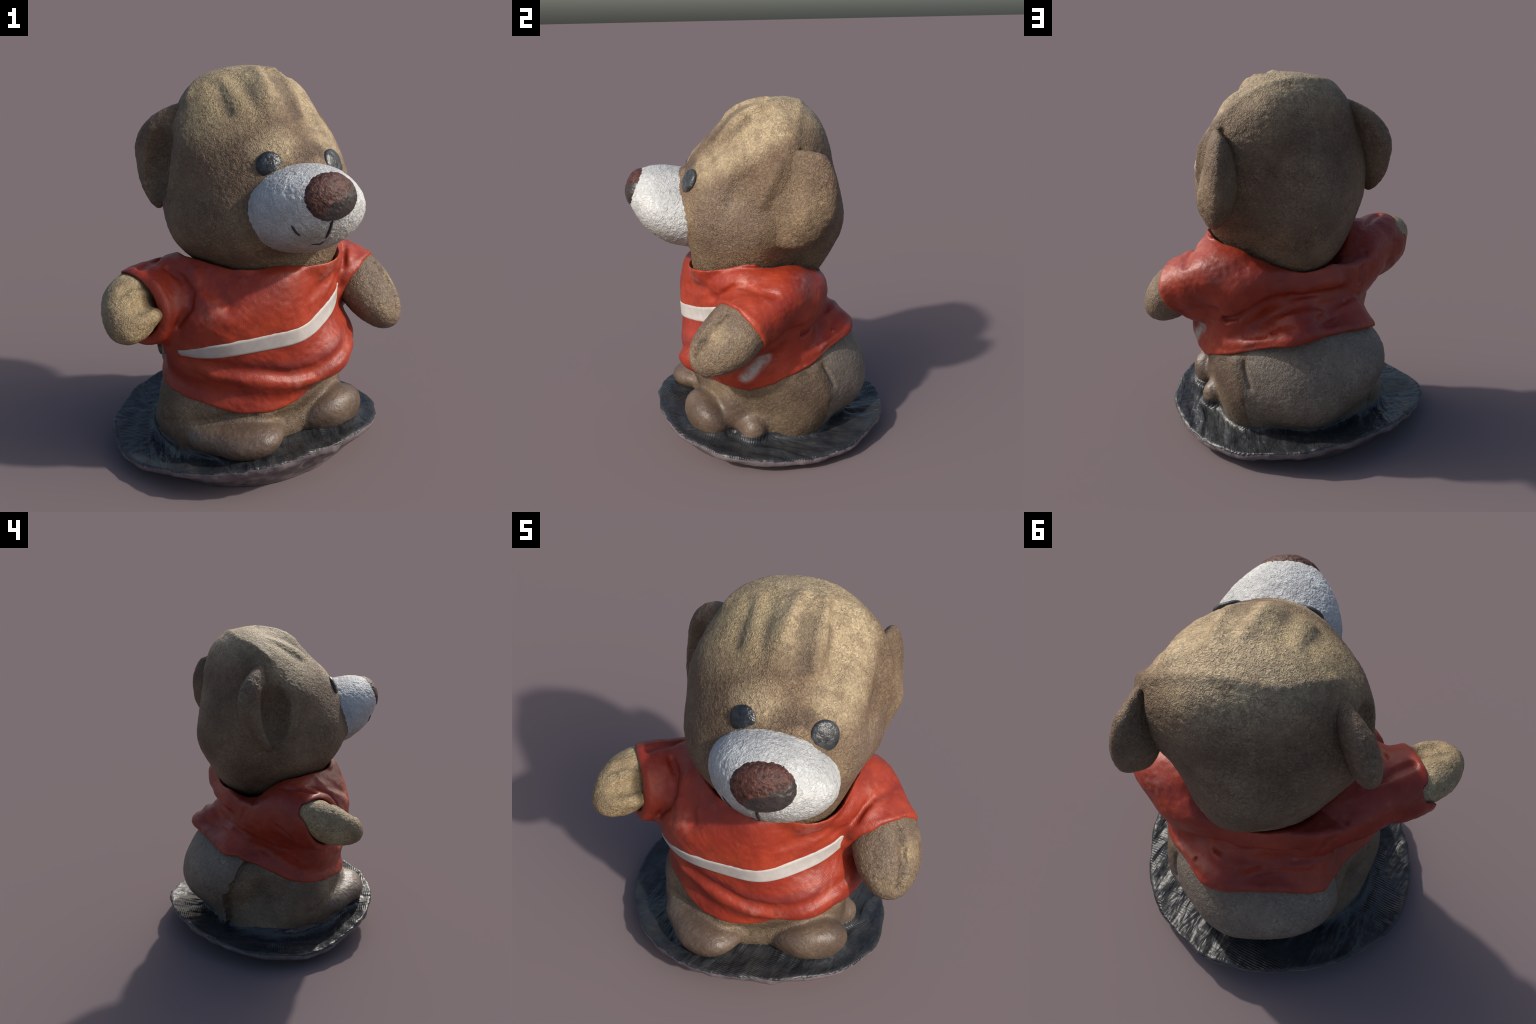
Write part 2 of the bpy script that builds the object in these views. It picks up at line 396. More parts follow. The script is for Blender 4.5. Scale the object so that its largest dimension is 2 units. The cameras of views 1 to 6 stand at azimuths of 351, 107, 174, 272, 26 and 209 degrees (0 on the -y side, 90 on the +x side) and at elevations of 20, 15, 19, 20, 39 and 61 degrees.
fur_muzzle = plush("plush_muzzle", (0.36, 0.365, 0.36), (0.46, 0.465, 0.46), (0.58, 0.585, 0.57), grain=60, pile=0.008, fleck=(0.72, 1.0, 1.22), patches=[
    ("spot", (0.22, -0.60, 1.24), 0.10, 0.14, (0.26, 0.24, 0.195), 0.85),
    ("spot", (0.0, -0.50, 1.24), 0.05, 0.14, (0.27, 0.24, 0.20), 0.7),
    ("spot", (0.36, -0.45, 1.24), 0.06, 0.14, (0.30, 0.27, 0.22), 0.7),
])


MAROON_BAND = [(-0.10, -0.49, 0.640), (0.10, -0.472, 0.605), (0.28, -0.425, 0.625), (0.42, -0.32, 0.665), (0.49, -0.20, 0.70)]
PALE_SPOTS = [((0.14, -0.465, 0.54), 0.06), ((0.26, -0.44, 0.545), 0.05), ((0.46, -0.27, 0.64), 0.07), ((-0.27, -0.47, 0.93), 0.07), ((0.33, -0.30, 1.03), 0.07),
              ((0.34, -0.37, 0.90), 0.07), ((0.50, 0.06, 1.06), 0.07), ((0.38, 0.33, 1.02), 0.09), ((0.24, 0.44, 0.63), 0.06), ((0.60, 0.05, 0.96), 0.05)]
UNDER_ARM_PATCH = [((0.478, 0.155, 0.64), (0.522, 0.05, 0.525))]


def jersey(name):
    m, nt, b, vec = material(name, 0.43, 0.42)
    broad = tex_noise(nt, vec, 5, 5, 0.6)
    col = ramp(nt, broad, [(0.3, (0.205, 0.020, 0.010)), (0.5, (0.272, 0.030, 0.013)), (0.7, (0.350, 0.045, 0.017))])
    pale_flecks = ramp(nt, tex_noise(nt, vec, 22, 5, 0.65), [(0.60, 0.0), (0.75, 0.25)])
    col = mix(nt, pale_flecks, col, (0.45, 0.16, 0.12))
    for a, e in zip(MAROON_BAND[:-1], MAROON_BAND[1:]):
        col = mix(nt, calc(nt, "MULTIPLY", near_segment(nt, vec, a, e, 0.018, 0.03), 0.75), col, (0.19, 0.026, 0.020))
    for where, radius in PALE_SPOTS:
        ragged = calc(nt, "MULTIPLY", near_point(nt, vec, where, radius * 0.3, radius), ramp(nt, tex_noise(nt, vec, 26, 4), [(0.40, 0.0), (0.75, 0.5)]))
        col = mix(nt, ragged, col, (0.42, 0.20, 0.16))
    for a, e in UNDER_ARM_PATCH:
        col = mix(nt, calc(nt, 'MULTIPLY', near_segment(nt, vec, a, e, 0.010, 0.040), ramp(nt, tex_noise(nt, vec, 20, 4), [(0.30, 0.2), (0.55, 1.0)])), col, (0.36, 0.325, 0.30))
    nt.links.new(col, b.inputs["Base Color"])
    rib = nt.nodes.new("ShaderNodeTexWave")
    rib.inputs["Scale"].default_value = 60
    rib.inputs["Distortion"].default_value = 1.5
    nt.links.new(vec, rib.inputs["Vector"])
    bump(nt, b, rib.outputs["Fac"], 0.00025)
    bump(nt, b, tex_noise(nt, vec, 180, 2), 0.0012)
    return m


cloth = jersey("jersey_red")


def plain(name, colour, roughness=0.5, specular=0.5, vary=0.25, scale=30, relief=0.001):
    m, nt, b, vec = material(name, roughness, specular)
    n = tex_noise(nt, vec, scale, 4)
    dark, light = np.array(colour) * (1 - vary), np.array(colour) * (1 + vary)
    nt.links.new(ramp(nt, n, [(0.3, tuple(dark)), (0.7, tuple(light))]), b.inputs["Base Color"])
    bump(nt, b, n, relief)
    return m


stripe_cloth = plain("stripe_pale", (0.43, 0.40, 0.375), 0.5, 0.4, 0.10, 25, 0.0008)
nose_fuzz = plain("nose_brown", (0.066, 0.022, 0.015), 0.55, 0.45, 0.8, 60, 0.009)
nose_bare = plain("nose_dark", (0.036, 0.029, 0.028), 0.36, 0.5, 0.3, 22, 0.006)
eye_black = plain("eye_black", (0.014, 0.017, 0.021), 0.30, 0.6, 0.6, 28, 0.012)
eye_grey = plain("eye_grey", (0.030, 0.033, 0.035), 0.34, 0.5, 0.8, 26, 0.010)  # left button tinted grey for the reflection baked on it
thread = plain("mouth_thread", (0.035, 0.029, 0.027), 0.7, 0.3, 0.5, 60, 0.003)


def slab_material():
    m, nt, b, vec = material("slab_dark", 0.42, 0.45)
    n = tex_noise(nt, vec, 9, 5)
    col = ramp(nt, n, [(0.3, (0.011, 0.013, 0.016)), (0.7, (0.034, 0.035, 0.037))])
    nt.links.new(col, b.inputs["Base Color"])
    streaks = tex_noise(nt, vec, 5, 3, 0.5, 0.6, stretch=(4, 1.0, 2), rotate=(0, 0, 0.3))
    bump(nt, b, streaks, 0.014)
    weave = nt.nodes.new("ShaderNodeTexWave")
    weave.bands_direction = "Y"
    weave.inputs["Scale"].default_value = 24
    weave.inputs["Distortion"].default_value = 2
    nt.links.new(vec, weave.inputs["Vector"])
    patchy = calc(nt, "MULTIPLY", weave.outputs["Fac"], ramp(nt, tex_noise(nt, vec, 4, 2), [(0.48, 0.0), (0.62, 1.0)]))
    bump(nt, b, patchy, 0.0016)
    bump(nt, b, tex_noise(nt, vec, 16, 2), 0.008)
    return m


slab_dark = slab_material()
slab_edge = plain("slab_edge", (0.13, 0.105, 0.112), 0.55, 0.4, 0.35, 14, 0.004)

# ------------------------------------------------------------------ the thing
bear = bpy.data.objects.new("plush_bear", None)
bpy.context.scene.collection.objects.link(bear)
bear["label"] = "weathered brown plush bear in red striped jersey on dark slab"
bear["category"] = "stuffed toy"


def fur_relief(V, size, depth, seed):
    return depth * (0.65 * noise(V, size, seed) + 0.35 * noise(V, size * 0.5, seed + 7)) + depth * 0.9 * noise(V, size * 5, seed + 3)


# ---- head: egg-shaped, with the crown seam and the gathered folds of the forehead
CROWN_SEAM = [(0.347, 0.299, 1.792), (0.298, 0.297, 1.844), (0.223, 0.295, 1.900), (0.140, 0.28, 1.944), (0.064, 0.259, 1.970),
              (-0.026, 0.237, 1.979), (-0.111, 0.209, 1.971), (-0.188, 0.155, 1.959), (-0.253, 0.074, 1.932), (-0.302, -0.004, 1.880)]
FOREHEAD_FOLDS = [  # line, width, depth (negative: a ridge)
    ([(0.200, 0.100, 1.948), (0.225, 0.045, 1.918), (0.252, -0.005, 1.868), (0.276, -0.060, 1.812), (0.294, -0.118, 1.763)], 0.034, 0.0300),
    ([(0.080, 0.060, 1.999), (0.099, -0.029, 1.981), (0.102, -0.092, 1.953), (0.106, -0.142, 1.918)], 0.031, 0.0170),
    ([(0.055, 0.055, 1.999), (0.066, -0.060, 1.970), (0.078, -0.150, 1.915)], 0.031, -0.0150),
    ([(0.140, 0.045, 1.983), (0.153, -0.045, 1.958), (0.166, -0.122, 1.910), (0.178, -0.175, 1.855)], 0.034, 0.0160),
    ([(0.156, 0.088, 1.978), (0.196, -0.023, 1.934), (0.222, -0.096, 1.868), (0.23, -0.16, 1.80)], 0.034, -0.0150),
    ([(-0.071, -0.002, 1.973), (-0.022, -0.108, 1.931), (0.003, -0.193, 1.867), (0.009, -0.242, 1.814)], 0.036, 0.0110),
    ([(-0.164, -0.027, 1.941), (-0.148, -0.118, 1.882), (-0.126, -0.189, 1.825)], 0.031, 0.0090),
    ([(-0.130, -0.008, 1.959), (-0.085, -0.120, 1.901), (-0.065, -0.202, 1.833)], 0.036, -0.0088),
    ([(0.269, 0.225, 1.892), (0.312, 0.118, 1.836), (0.331, 0.025, 1.775), (0.350, -0.080, 1.715)], 0.050, -0.0150),
    ([(0.335, 0.235, 1.837), (0.367, 0.159, 1.799), (0.388, 0.083, 1.743)], 0.034, 0.0100),
    ([(0.265, -0.293, 1.675), (0.217, -0.345, 1.657), (0.149, -0.381, 1.660)], 0.029, 0.0080),
    ([(0.400, 0.225, 1.755), (0.432, 0.130, 1.690), (0.455, 0.040, 1.600), (0.465, -0.020, 1.50)], 0.050, 0.0340),
    ([(0.385, 0.262, 1.760), (0.442, 0.229, 1.657), (0.470, 0.188, 1.563), (0.479, 0.156, 1.492)], 0.033, -0.0175),
]
EAR_CREASE = [(0.334, 0.335, 1.745), (0.318, 0.385, 1.685), (0.302, 0.425, 1.630)]
EAR_LIP = Lump((0.347, 0.415, 1.525), (0.067, 0.076, 0.200), (-8, 0, 0))
EAR_CUP = Lump((-0.490, -0.055, 1.605), (0.130, 0.105, 0.235), (0, 0, 25))


def head_field(P):
    f = smooth_min(head(P), muzzle(P) + 0.016, 0.06)         # cheeks swell up to the muzzle
    f = smooth_max(f, -EAR_CUP(P), 0.02)
    f = f + groove(P, EAR_CREASE, 0.020, 0.022)
    f = f - groove(P, CROWN_SEAM, 0.022, 0.010)
    for line, width, depth in FOREHEAD_FOLDS:
        f = f + groove(P, line, width, depth)
    return f


V, Q = skin(head_field, ((-0.60, -0.56, 0.80), (0.62, 0.60, 2.06)), 0.0055)
V = displaced(V, Q, fur_relief(V, 0.016, 0.0022, 1))
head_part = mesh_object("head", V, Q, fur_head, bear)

# ---- ears: dished flaps
def ear_raised_side(P):
    return smooth_max(earR(P), -EAR_CUP(P), 0.008)


def ear_hanging_side(P):
    return smooth_min(earL(P), EAR_LIP(P), 0.05) + groove(P, EAR_CREASE, 0.014, 0.008)


for field, lump, seed in ((ear_hanging_side, earL, 2), (ear_raised_side, earR, 3)):
    V, Q = skin(field, lump.box(), 0.005)
    V = displaced(V, Q, fur_relief(V, 0.018, 0.0028, seed))
    mesh_object("ear", V, Q, fur_ear, head_part)

# ---- muzzle with nose and stitched mouth
FACE = np.array([0.375, -0.927, 0.0])


def muzzle_field(P):
    return smooth_max(muzzle(P), -(P @ FACE - 0.36), 0.05)


V, Q = skin(muzzle_field, muzzle.box(), 0.005)
V = displaced(V, Q, fur_relief(V, 0.016, 0.0028, 4))
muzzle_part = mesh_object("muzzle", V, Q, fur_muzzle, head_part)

NOSE_MID, NOSE_OUT = np.array([0.262, -0.672, 1.522]), np.array([0.36, -0.90, 0.22])
NOSE_OUT = NOSE_OUT / np.linalg.norm(NOSE_OUT)
NOSE_SIDE = np.cross((0, 0, 1), -NOSE_OUT); NOSE_SIDE /= np.linalg.norm(NOSE_SIDE)
NOSE_UP = np.cross(NOSE_OUT, -NOSE_SIDE); NOSE_UP *= np.sign(NOSE_UP[2])


def nose_field(P):
    q = P - NOSE_MID
    x, y = q @ NOSE_SIDE, q @ NOSE_UP
    outline = (np.sqrt((x / 0.140) ** 2 + ((y - 0.0) / 0.112) ** 2) - 1) * 0.112
    return smooth_max(muzzle(P) - 0.010, np.maximum(outline, -(q @ NOSE_OUT) - 0.12), 0.025)


V, Q = skin(nose_field, (NOSE_MID - 0.2, NOSE_MID + 0.2), 0.004)
V = displaced(V, Q, fur_relief(V, 0.014, 0.0025, 5))
centre = V[Q].mean(1) - NOSE_MID
low = (centre @ NOSE_UP + 0.55 * centre @ -NOSE_SIDE * np.sign(NOSE_SIDE @ LEFT) + 0.018 + 0.02 * noise(V[Q].mean(1), 0.05, 6)) < 0
for wanted, mat, nm in ((False, nose_fuzz, "nose"), (True, nose_bare, "nose_patch")):
    v, q, nrm = by_region(V, Q, low, wanted)
    mesh_object(nm, v, q, mat, head_part, nrm)


def stitched(name, points, radius, surface, mat, parent, lift=0.0, sides=8, steps=24):
    """A soft thread laid on a surface along the given points."""
    pts = np.array(points, float)
    t = np.linspace(0, len(pts) - 1, steps)
    p = np.stack([np.interp(t, np.arange(len(pts)), pts[:, k]) for k in range(3)], 1)
    for _ in range(3):
        f, g = slope(surface, p)
        p = p - (f - lift)[:, None] * g / (g * g).sum(1)[:, None]
    _, g = slope(surface, p)
    g /= np.linalg.norm(g, axis=1, keepdims=True)
    tan = np.gradient(p, axis=0)
    tan /= np.linalg.norm(tan, axis=1, keepdims=True)
    side = np.cross(tan, g)
    rad = radius * (1 - 0.75 * np.abs(np.linspace(-1, 1, steps)) ** 4)
    a = np.linspace(0, 2 * math.pi, sides, endpoint=False)
    V = (p[:, None] + rad[:, None, None] * (np.cos(a)[None, :, None] * side[:, None] + 0.7 * np.sin(a)[None, :, None] * g[:, None])).reshape(-1, 3)
    i, j = np.meshgrid(np.arange(steps - 1), np.arange(sides), indexing="ij")
    k = (j + 1) % sides
    Q = np.stack([i * sides + j, i * sides + k, (i + 1) * sides + k, (i + 1) * sides + j], -1).reshape(-1, 4)
    return mesh_object(name, V, Q, mat, parent)


stitched("mouth", [(0.256, -0.705, 1.425), (0.250, -0.687, 1.395), (0.244, -0.660, 1.351), (0.236, -0.639, 1.315)], 0.0075, muzzle, thread, head_part)
stitched("mouth", [(0.232, -0.620, 1.295), (0.215, -0.605, 1.283), (0.175, -0.610, 1.288)], 0.006, muzzle, thread, head_part)
stitched("mouth", [(0.074, -0.664, 1.400), (0.098, -0.656, 1.361), (0.116, -0.650, 1.345)], 0.0065, muzzle, thread, head_part)

# ---- eyes: shallow glossy buttons
for at, size, glass in (((0.028, -0.405, 1.614), 0.062, eye_black), ((0.345, -0.285, 1.570), 0.068, eye_grey)):
    p = np.array([at], float)
    for _ in range(4):
        f, g = slope(head_field, p)
        p = p - f[:, None] * g / (g * g).sum(1)[:, None]
    n = (g / np.linalg.norm(g))[0]
    n = n + 0.25 * FACE
    n /= np.linalg.norm(n)
    u = np.cross(n, (0, 0, 1)); u /= np.linalg.norm(u)
    w = np.cross(u, n)
    rings, seg = 14, 40
    th, ph = np.meshgrid(np.linspace(0.02, math.pi - 0.02, rings), np.linspace(0, 2 * math.pi, seg, endpoint=False), indexing="ij")
    V = p[0] - 0.004 * n + size * (np.sin(th) * np.cos(ph))[..., None] * u + size * 1.02 * (np.sin(th) * np.sin(ph))[..., None] * w + 0.022 * np.cos(th)[..., None] * n
    V = V.reshape(-1, 3)
    V = V + 0.0025 * noise(V, 0.03, 11)[:, None] * n
    i, j = np.meshgrid(np.arange(rings - 1), np.arange(seg), indexing="ij")
    k = (j + 1) % seg
    Q = np.stack([i * seg + j, (i + 1) * seg + j, (i + 1) * seg + k, i * seg + k], -1).reshape(-1, 4)
    mesh_object("eye", V, Q, glass, head_part)

# ---- arms: rounded paws
THUMB_FOLD = [(-0.520, -0.330, 0.965), (-0.550, -0.385, 0.995), (-0.585, -0.435, 0.996), (-0.620, -0.480, 0.985)]
THUMB = [(-0.52, -0.43, 0.93), (-0.57, -0.475, 0.945), (-0.62, -0.50, 0.95)]
BACK_FOLD = [(-0.570, -0.345, 1.045), (-0.640, -0.370, 1.066), (-0.682, -0.411, 1.056)]
MITTEN_SPLIT = [(0.668, 0.005, 0.950), (0.697, -0.038, 0.909), (0.723, -0.068, 0.867), (0.750, -0.102, 0.806), (0.755, -0.155, 0.723)]


def arm_right(P):
    return handR(P) + groove(P, THUMB_FOLD, 0.032, 0.075) + groove(P, THUMB, 0.042, -0.036) + groove(P, BACK_FOLD, 0.020, 0.016)


def arm_left(P):
    ragged = P + 0.012 * np.stack([noise(P, 0.03, 71), noise(P, 0.03, 72), noise(P, 0.03, 73)], 1)
    return handL(P) + groove(ragged, MITTEN_SPLIT, 0.019, 0.050)


for field, lump, mat, seed in ((arm_right, handR, fur_paw, 21), (arm_left, handL, fur_arm, 22)):
    V, Q = skin(field, lump.box(), 0.005)
    V = displaced(V, Q, fur_relief(V, 0.016, 0.0025, seed))
    mesh_object("arm", V, Q, mat, bear)

# ---- jersey: trunk and sleeves in one skin, open at the collar and the cuffs
HEM = [(-180, 0.672), (-160, 0.662), (-136, 0.630), (-132, 0.600), (-120, 0.560), (-102, 0.492), (-87, 0.457), (-76, 0.440), (-60, 0.415), (-40, 0.38),
       (-20, 0.374), (0, 0.390), (20, 0.430), (38, 0.48), (60, 0.45), (74, 0.430), (90, 0.470), (98, 0.505), (108, 0.534), (120, 0.570), (131, 0.601), (145, 0.640), (165, 0.665), (180, 0.672)]
COLLAR = [(-180, 1.01), (-160, 1.0), (-140, 0.97), (-125, 0.98), (-112, 1.06), (-98, 1.13), (-70, 1.15), (-48, 1.125), (-20, 1.113), (0, 1.10), (24, 1.095), (40, 1.10),
          (56, 1.12), (75, 1.155), (92, 1.16), (107, 1.14), (122, 1.11), (140, 1.05), (158, 1.015), (180, 1.01)]
CUFF_R = (np.array([-0.645, -0.30, 1.02]), np.array([-0.614, -0.773, 0.16]))
CUFF_L = (np.array([0.626, 0.079, 0.877]), np.array([0.737, -0.530, -0.419]))
NECK_GAP = [(-180, 0.012), (-165, 0.016), (-150, 0.035), (-135, 0.060), (-118, 0.050), (-100, 0.02), (-60, 0.011), (0, 0.011), (90, 0.014), (110, 0.030), (125, 0.045), (145, 0.030), (160, 0.014), (180, 0.012)]


SHIRT_FOLDS = [  # line, width, depth (negative: a swollen ridge)
    ([(-0.41, -0.38, 0.665), (-0.305, -0.452, 0.655), (-0.172, -0.485, 0.628), (-0.05, -0.486, 0.600), (0.10, -0.468, 0.562), (0.225, -0.442, 0.560), (0.335, -0.40, 0.590), (0.42, -0.33, 0.62), (0.49, -0.168, 0.655)], 0.030, 0.028),
    ([(-0.305, -0.452, 0.59), (-0.15, -0.475, 0.565), (0.0, -0.475, 0.535), (0.13, -0.45, 0.505), (0.24, -0.43, 0.505), (0.35, -0.37, 0.54), (0.46, -0.22, 0.59)], 0.035, -0.018),
    ([(0.341, 0.324, 0.753), (0.294, 0.354, 0.775), (0.246, 0.375, 0.812), (0.134, 0.395, 0.868), (0.01, 0.37, 0.870)], 0.026, 0.050),
    ([(0.01, 0.37, 0.870), (-0.14, 0.32, 0.865), (-0.30, 0.255, 0.850)], 0.022, 0.026),
    ([(0.30, 0.35, 0.82), (0.22, 0.38, 0.86), (0.10, 0.39, 0.915), (-0.05, 0.35, 0.915), (-0.25, 0.27, 0.905)], 0.036, -0.034),
    ([(0.18, 0.41, 0.775), (0.005, 0.435, 0.785), (-0.127, 0.40, 0.785), (-0.24, 0.34, 0.775), (-0.36, 0.25, 0.775)], 0.025, -0.018),
    ([(0.20, 0.43, 0.73), (0.005, 0.455, 0.735), (-0.127, 0.425, 0.735), (-0.26, 0.34, 0.725)], 0.025, 0.010),
    ([(0.35, 0.33, 0.60), (0.25, 0.42, 0.64), (0.145, 0.47, 0.675), (0.05, 0.50, 0.69)], 0.024, -0.020),
    ([(0.05, 0.505, 0.695), (-0.06, 0.51, 0.700), (-0.20, 0.44, 0.695), (-0.33, 0.36, 0.675), (-0.44, 0.27, 0.65)], 0.026, -0.016),
    ([(0.136, 0.443, 0.745), (0.136, 0.46, 0.705)], 0.013, -0.026),
    ([(0.228, 0.40, 0.715), (0.205, 0.41, 0.705)], 0.014, -0.015),
    ([(-0.444, 0.066, 0.990), (-0.446, 0.083, 0.946), (-0.443, 0.100, 0.874), (-0.453, 0.068, 0.825)], 0.020, 0.014),
    ([(-0.469, -0.024, 1.026), (-0.486, -0.016, 0.971), (-0.560, -0.032, 0.915), (-0.650, -0.127, 0.842)], 0.020, 0.014),
    ([(-0.393, 0.185, 0.862), (-0.402, 0.158, 0.919), (-0.435, 0.099, 0.951)], 0.018, 0.010),
    ([(-0.455, -0.073, 1.072), (-0.540, -0.192, 1.114), (-0.587, -0.26, 1.111)], 0.020, 0.022),
    ([(-0.201, 0.345, 0.785), (-0.362, 0.237, 0.800), (-0.433, 0.119, 0.752), (-0.455, 0.011, 0.707), (-0.495, -0.112, 0.695)], 0.020, 0.010),
    ([(0.465, -0.077, 0.981), (0.480, -0.019, 1.023), (0.517, 0.061, 1.050), (0.55, 0.146, 1.050), (0.55, 0.236, 1.03)], 0.022, 0.022),
    ([(0.237, -0.378, 0.941), (0.389, -0.201, 0.974), (0.437, -0.141, 0.932), (0.445, -0.131, 0.870)], 0.030, 0.020),
    ([(0.57, 0.22, 0.74), (0.50, 0.29, 0.775), (0.40, 0.33, 0.79)], 0.030, 0.025),
    ([(-0.311, -0.375, 1.045), (-0.277, -0.419, 1.016), (-0.239, -0.436, 1.020)], 0.020, 0.012),
    ([(-0.27, -0.40, 1.06), (-0.225, -0.445, 1.00), (-0.19, -0.46, 0.955)], 0.035, 0.018),
    ([(-0.334, -0.312, 1.092), (-0.316, -0.409, 0.999), (-0.265, -0.479, 0.912), (-0.206, -0.502, 0.891)], 0.025, -0.010),
    ([(-0.457, -0.245, 1.087), (-0.398, -0.292, 1.056), (-0.364, -0.370, 1.006), (-0.371, -0.408, 0.944), (-0.434, -0.399, 0.860)], 0.020, 0.020),
    ([(0.491, -0.011, 1.022), (0.47, -0.07, 0.975), (0.409, -0.187, 0.935), (0.365, -0.254, 0.901)], 0.020, 0.012),
]


def shirt_field(P, sleeves=True):
    az, x, y = bearing(P)
    skull = head(P)
    trunk = shirt(P)
    low = P[:, 2] < 0.80
    if low.any():
        trunk[low] = smooth_min(trunk[low], rump(P[low]) - 0.009 + 3 * np.maximum(P[low, 2] - 0.72, 0), 0.02)
    trunk = smooth_min(trunk, skull - 0.030 + 3 * np.maximum(0.95 - P[:, 2], 0) + 0.05 * np.clip((np.abs(az - 20) - 60) / 20, 0, 1), 0.02)
    trunk = smooth_max(trunk, along(HEM, az) - P[:, 2], 0.02)
    trunk = smooth_max(trunk, P[:, 2] - along(COLLAR, az), 0.03)
    past_r, past_l = (P - CUFF_R[0]) @ CUFF_R[1], (P - CUFF_L[0]) @ CUFF_L[1]
    sr = smooth_max(sleeveR(P) - 0.004 * np.exp(-(((past_r + 0.022) / 0.020) ** 2)), past_r, 0.022)
    sr = smooth_max(sr, -(handR(P) - 0.010 + 10 * np.maximum(-past_r - 0.06, 0)), 0.01)
    sl = smooth_max(smooth_min(sleeveL(P), handL(P) - 0.009, 0.015) - 0.004 * np.exp(-(((past_l + 0.020) / 0.018) ** 2)), past_l + 0.012 * noise(P, 0.07, 33), 0.015)
    sl = smooth_max(sl, P[:, 2] - 1.17, 0.03)
    f = smooth_min(smooth_min(trunk, sr, 0.045), sl, 0.035) if sleeves else trunk
    close = np.abs(f) < 0.12
    if close.any():
        g = f[close]
        for line, width, depth in SHIRT_FOLDS:
            g = g + groove(P[close], line, width, depth)
        f[close] = g
    f = smooth_max(f, -(skull - 0.011), 0.015)
    f = smooth_max(f, -smooth_max(skull - along(NECK_GAP, az), along(COLLAR, az) - 0.09 - P[:, 2], 0.03), 0.015)
    return f


V, Q = skin(shirt_field, ((-0.84, -0.62, 0.30), (0.76, 0.66, 1.26)), 0.0055)
V = displaced(V, Q, 0.0028 * noise(V, 0.06, 31) + 0.0012 * noise(V, 0.02, 32))
mid = V[Q].mean(1)
region = np.zeros(len(Q), int)
region[(sleeveR(mid) < 0.012) & (mid @ LEFT < -0.44) & (shirt(mid) > 0.004)] = 1
region[(sleeveL(mid) < 0.012) & (shirt(mid) > 0.004)] = 2
shirt_part = None
for wanted, nm in ((0, "shirt"), (1, "sleeve"), (2, "sleeve")):
    v, q, nrm = by_region(V, Q, region, wanted)
    ob = mesh_object(nm, v, q, cloth, shirt_part or bear, nrm)
    shirt_part = shirt_part or ob

# ---- the pale stripe: a band of cloth lying on the chest
STRIPE_LOW = [(-72, 0.674), (-65, 0.674), (-55, 0.688), (-40, 0.706), (-28, 0.712), (-15, 0.719), (-3, 0.726), (12, 0.744), (28, 0.763), (40, 0.778), (48, 0.792), (57, 0.812), (75, 0.845)]
STRIPE_TOP = [(-72, 0.706), (-66, 0.735), (-57, 0.765), (-45, 0.790), (-30, 0.804), (-15, 0.814), (0, 0.819), (15, 0.832), (28, 0.850), (38, 0.869), (45, 0.884), (57, 0.906), (75, 0.935)]
na, nz = 160, 16
A, T = np.meshgrid(np.linspace(-71, 64, na), np.linspace(0, 1, nz), indexing="ij")
soft = lambda table: np.mean([along(table, A.ravel() + d) for d in np.linspace(-9, 9, 13)], axis=0)
Z = soft(STRIPE_LOW) * (1 - T.ravel()) + soft(STRIPE_TOP) * T.ravel()
out = np.sin(np.radians(A.ravel()))[:, None] * LEFT - np.cos(np.radians(A.ravel()))[:, None] * BACK
lo_r, hi_r = np.full(len(Z), 0.2), np.full(len(Z), 0.75)
for _ in range(24):
    r = (lo_r + hi_r) / 2
    inside = shirt_field(out * r[:, None] + Z[:, None] * np.array([0, 0, 1.0]), sleeves=False) < 0
    lo_r, hi_r = np.where(inside, r, lo_r), np.where(inside, hi_r, r)
rim = np.minimum(np.minimum(T, 1 - T).ravel() * 8, 1)
front = out * (lo_r - 0.004 + 0.0098 * np.sqrt(rim))[:, None] + Z[:, None] * np.array([0, 0, 1.0])
i, j = np.meshgrid(np.arange(na - 1), np.arange(nz - 1), indexing="ij")
face = np.stack([i * nz + j, (i + 1) * nz + j, (i + 1) * nz + j + 1, i * nz + j + 1], -1).reshape(-1, 4)
back = out * (lo_r - 0.012)[:, None] + Z[:, None] * np.array([0, 0, 1.0])
edge = np.concatenate([np.arange(na) * nz, (na - 1) * nz + np.arange(1, nz), (np.arange(na - 2, -1, -1)) * nz + nz - 1, np.arange(nz - 2, 0, -1)])
e2 = np.roll(edge, -1)
n0 = na * nz
walls = np.stack([e2, edge, edge + n0, e2 + n0], 1)
mesh_object("stripe", np.vstack([front, back]), np.vstack([face, face[:, ::-1] + n0, walls]), stripe_cloth, shirt_part)

SHIN_OUTER = Lump((-0.330, -0.290, 0.200), (0.145, 0.130, 0.160))
SHIN_INNER = Lump((0.355, -0.060, 0.270), (0.105, 0.105, 0.130))

# ---- lower body: trunk, haunches and feet in one skin
BELLY_GAP = [(0.04, -0.44, 0.30), (0.17, -0.41, 0.295), (0.28, -0.36, 0.30)]
HIP_SEAM = [(0.20, -147), (0.27, -146), (0.355, -144), (0.43, -139.5), (0.505, -135.5), (0.60, -132.5)]     # height, bearing
HAUNCH_FOLDS = [([(0.265, 0.425, 0.53), (0.255, 0.465, 0.465), (0.242, 0.485, 0.41)], 0.016, 0.010),
                ([(0.31, 0.40, 0.52), (0.31, 0.43, 0.44), (0.29, 0.46, 0.36)], 0.040, -0.012),
                ([(-0.497, -0.116, 0.461), (-0.519, -0.095, 0.397), (-0.531, -0.044, 0.329)], 0.025, 0.012),
                ([(-0.50, -0.243, 0.268), (-0.411, -0.341, 0.298), (-0.347, -0.386, 0.316), (-0.218, -0.443, 0.361), (-0.096, -0.468, 0.375)], 0.025, 0.018)]


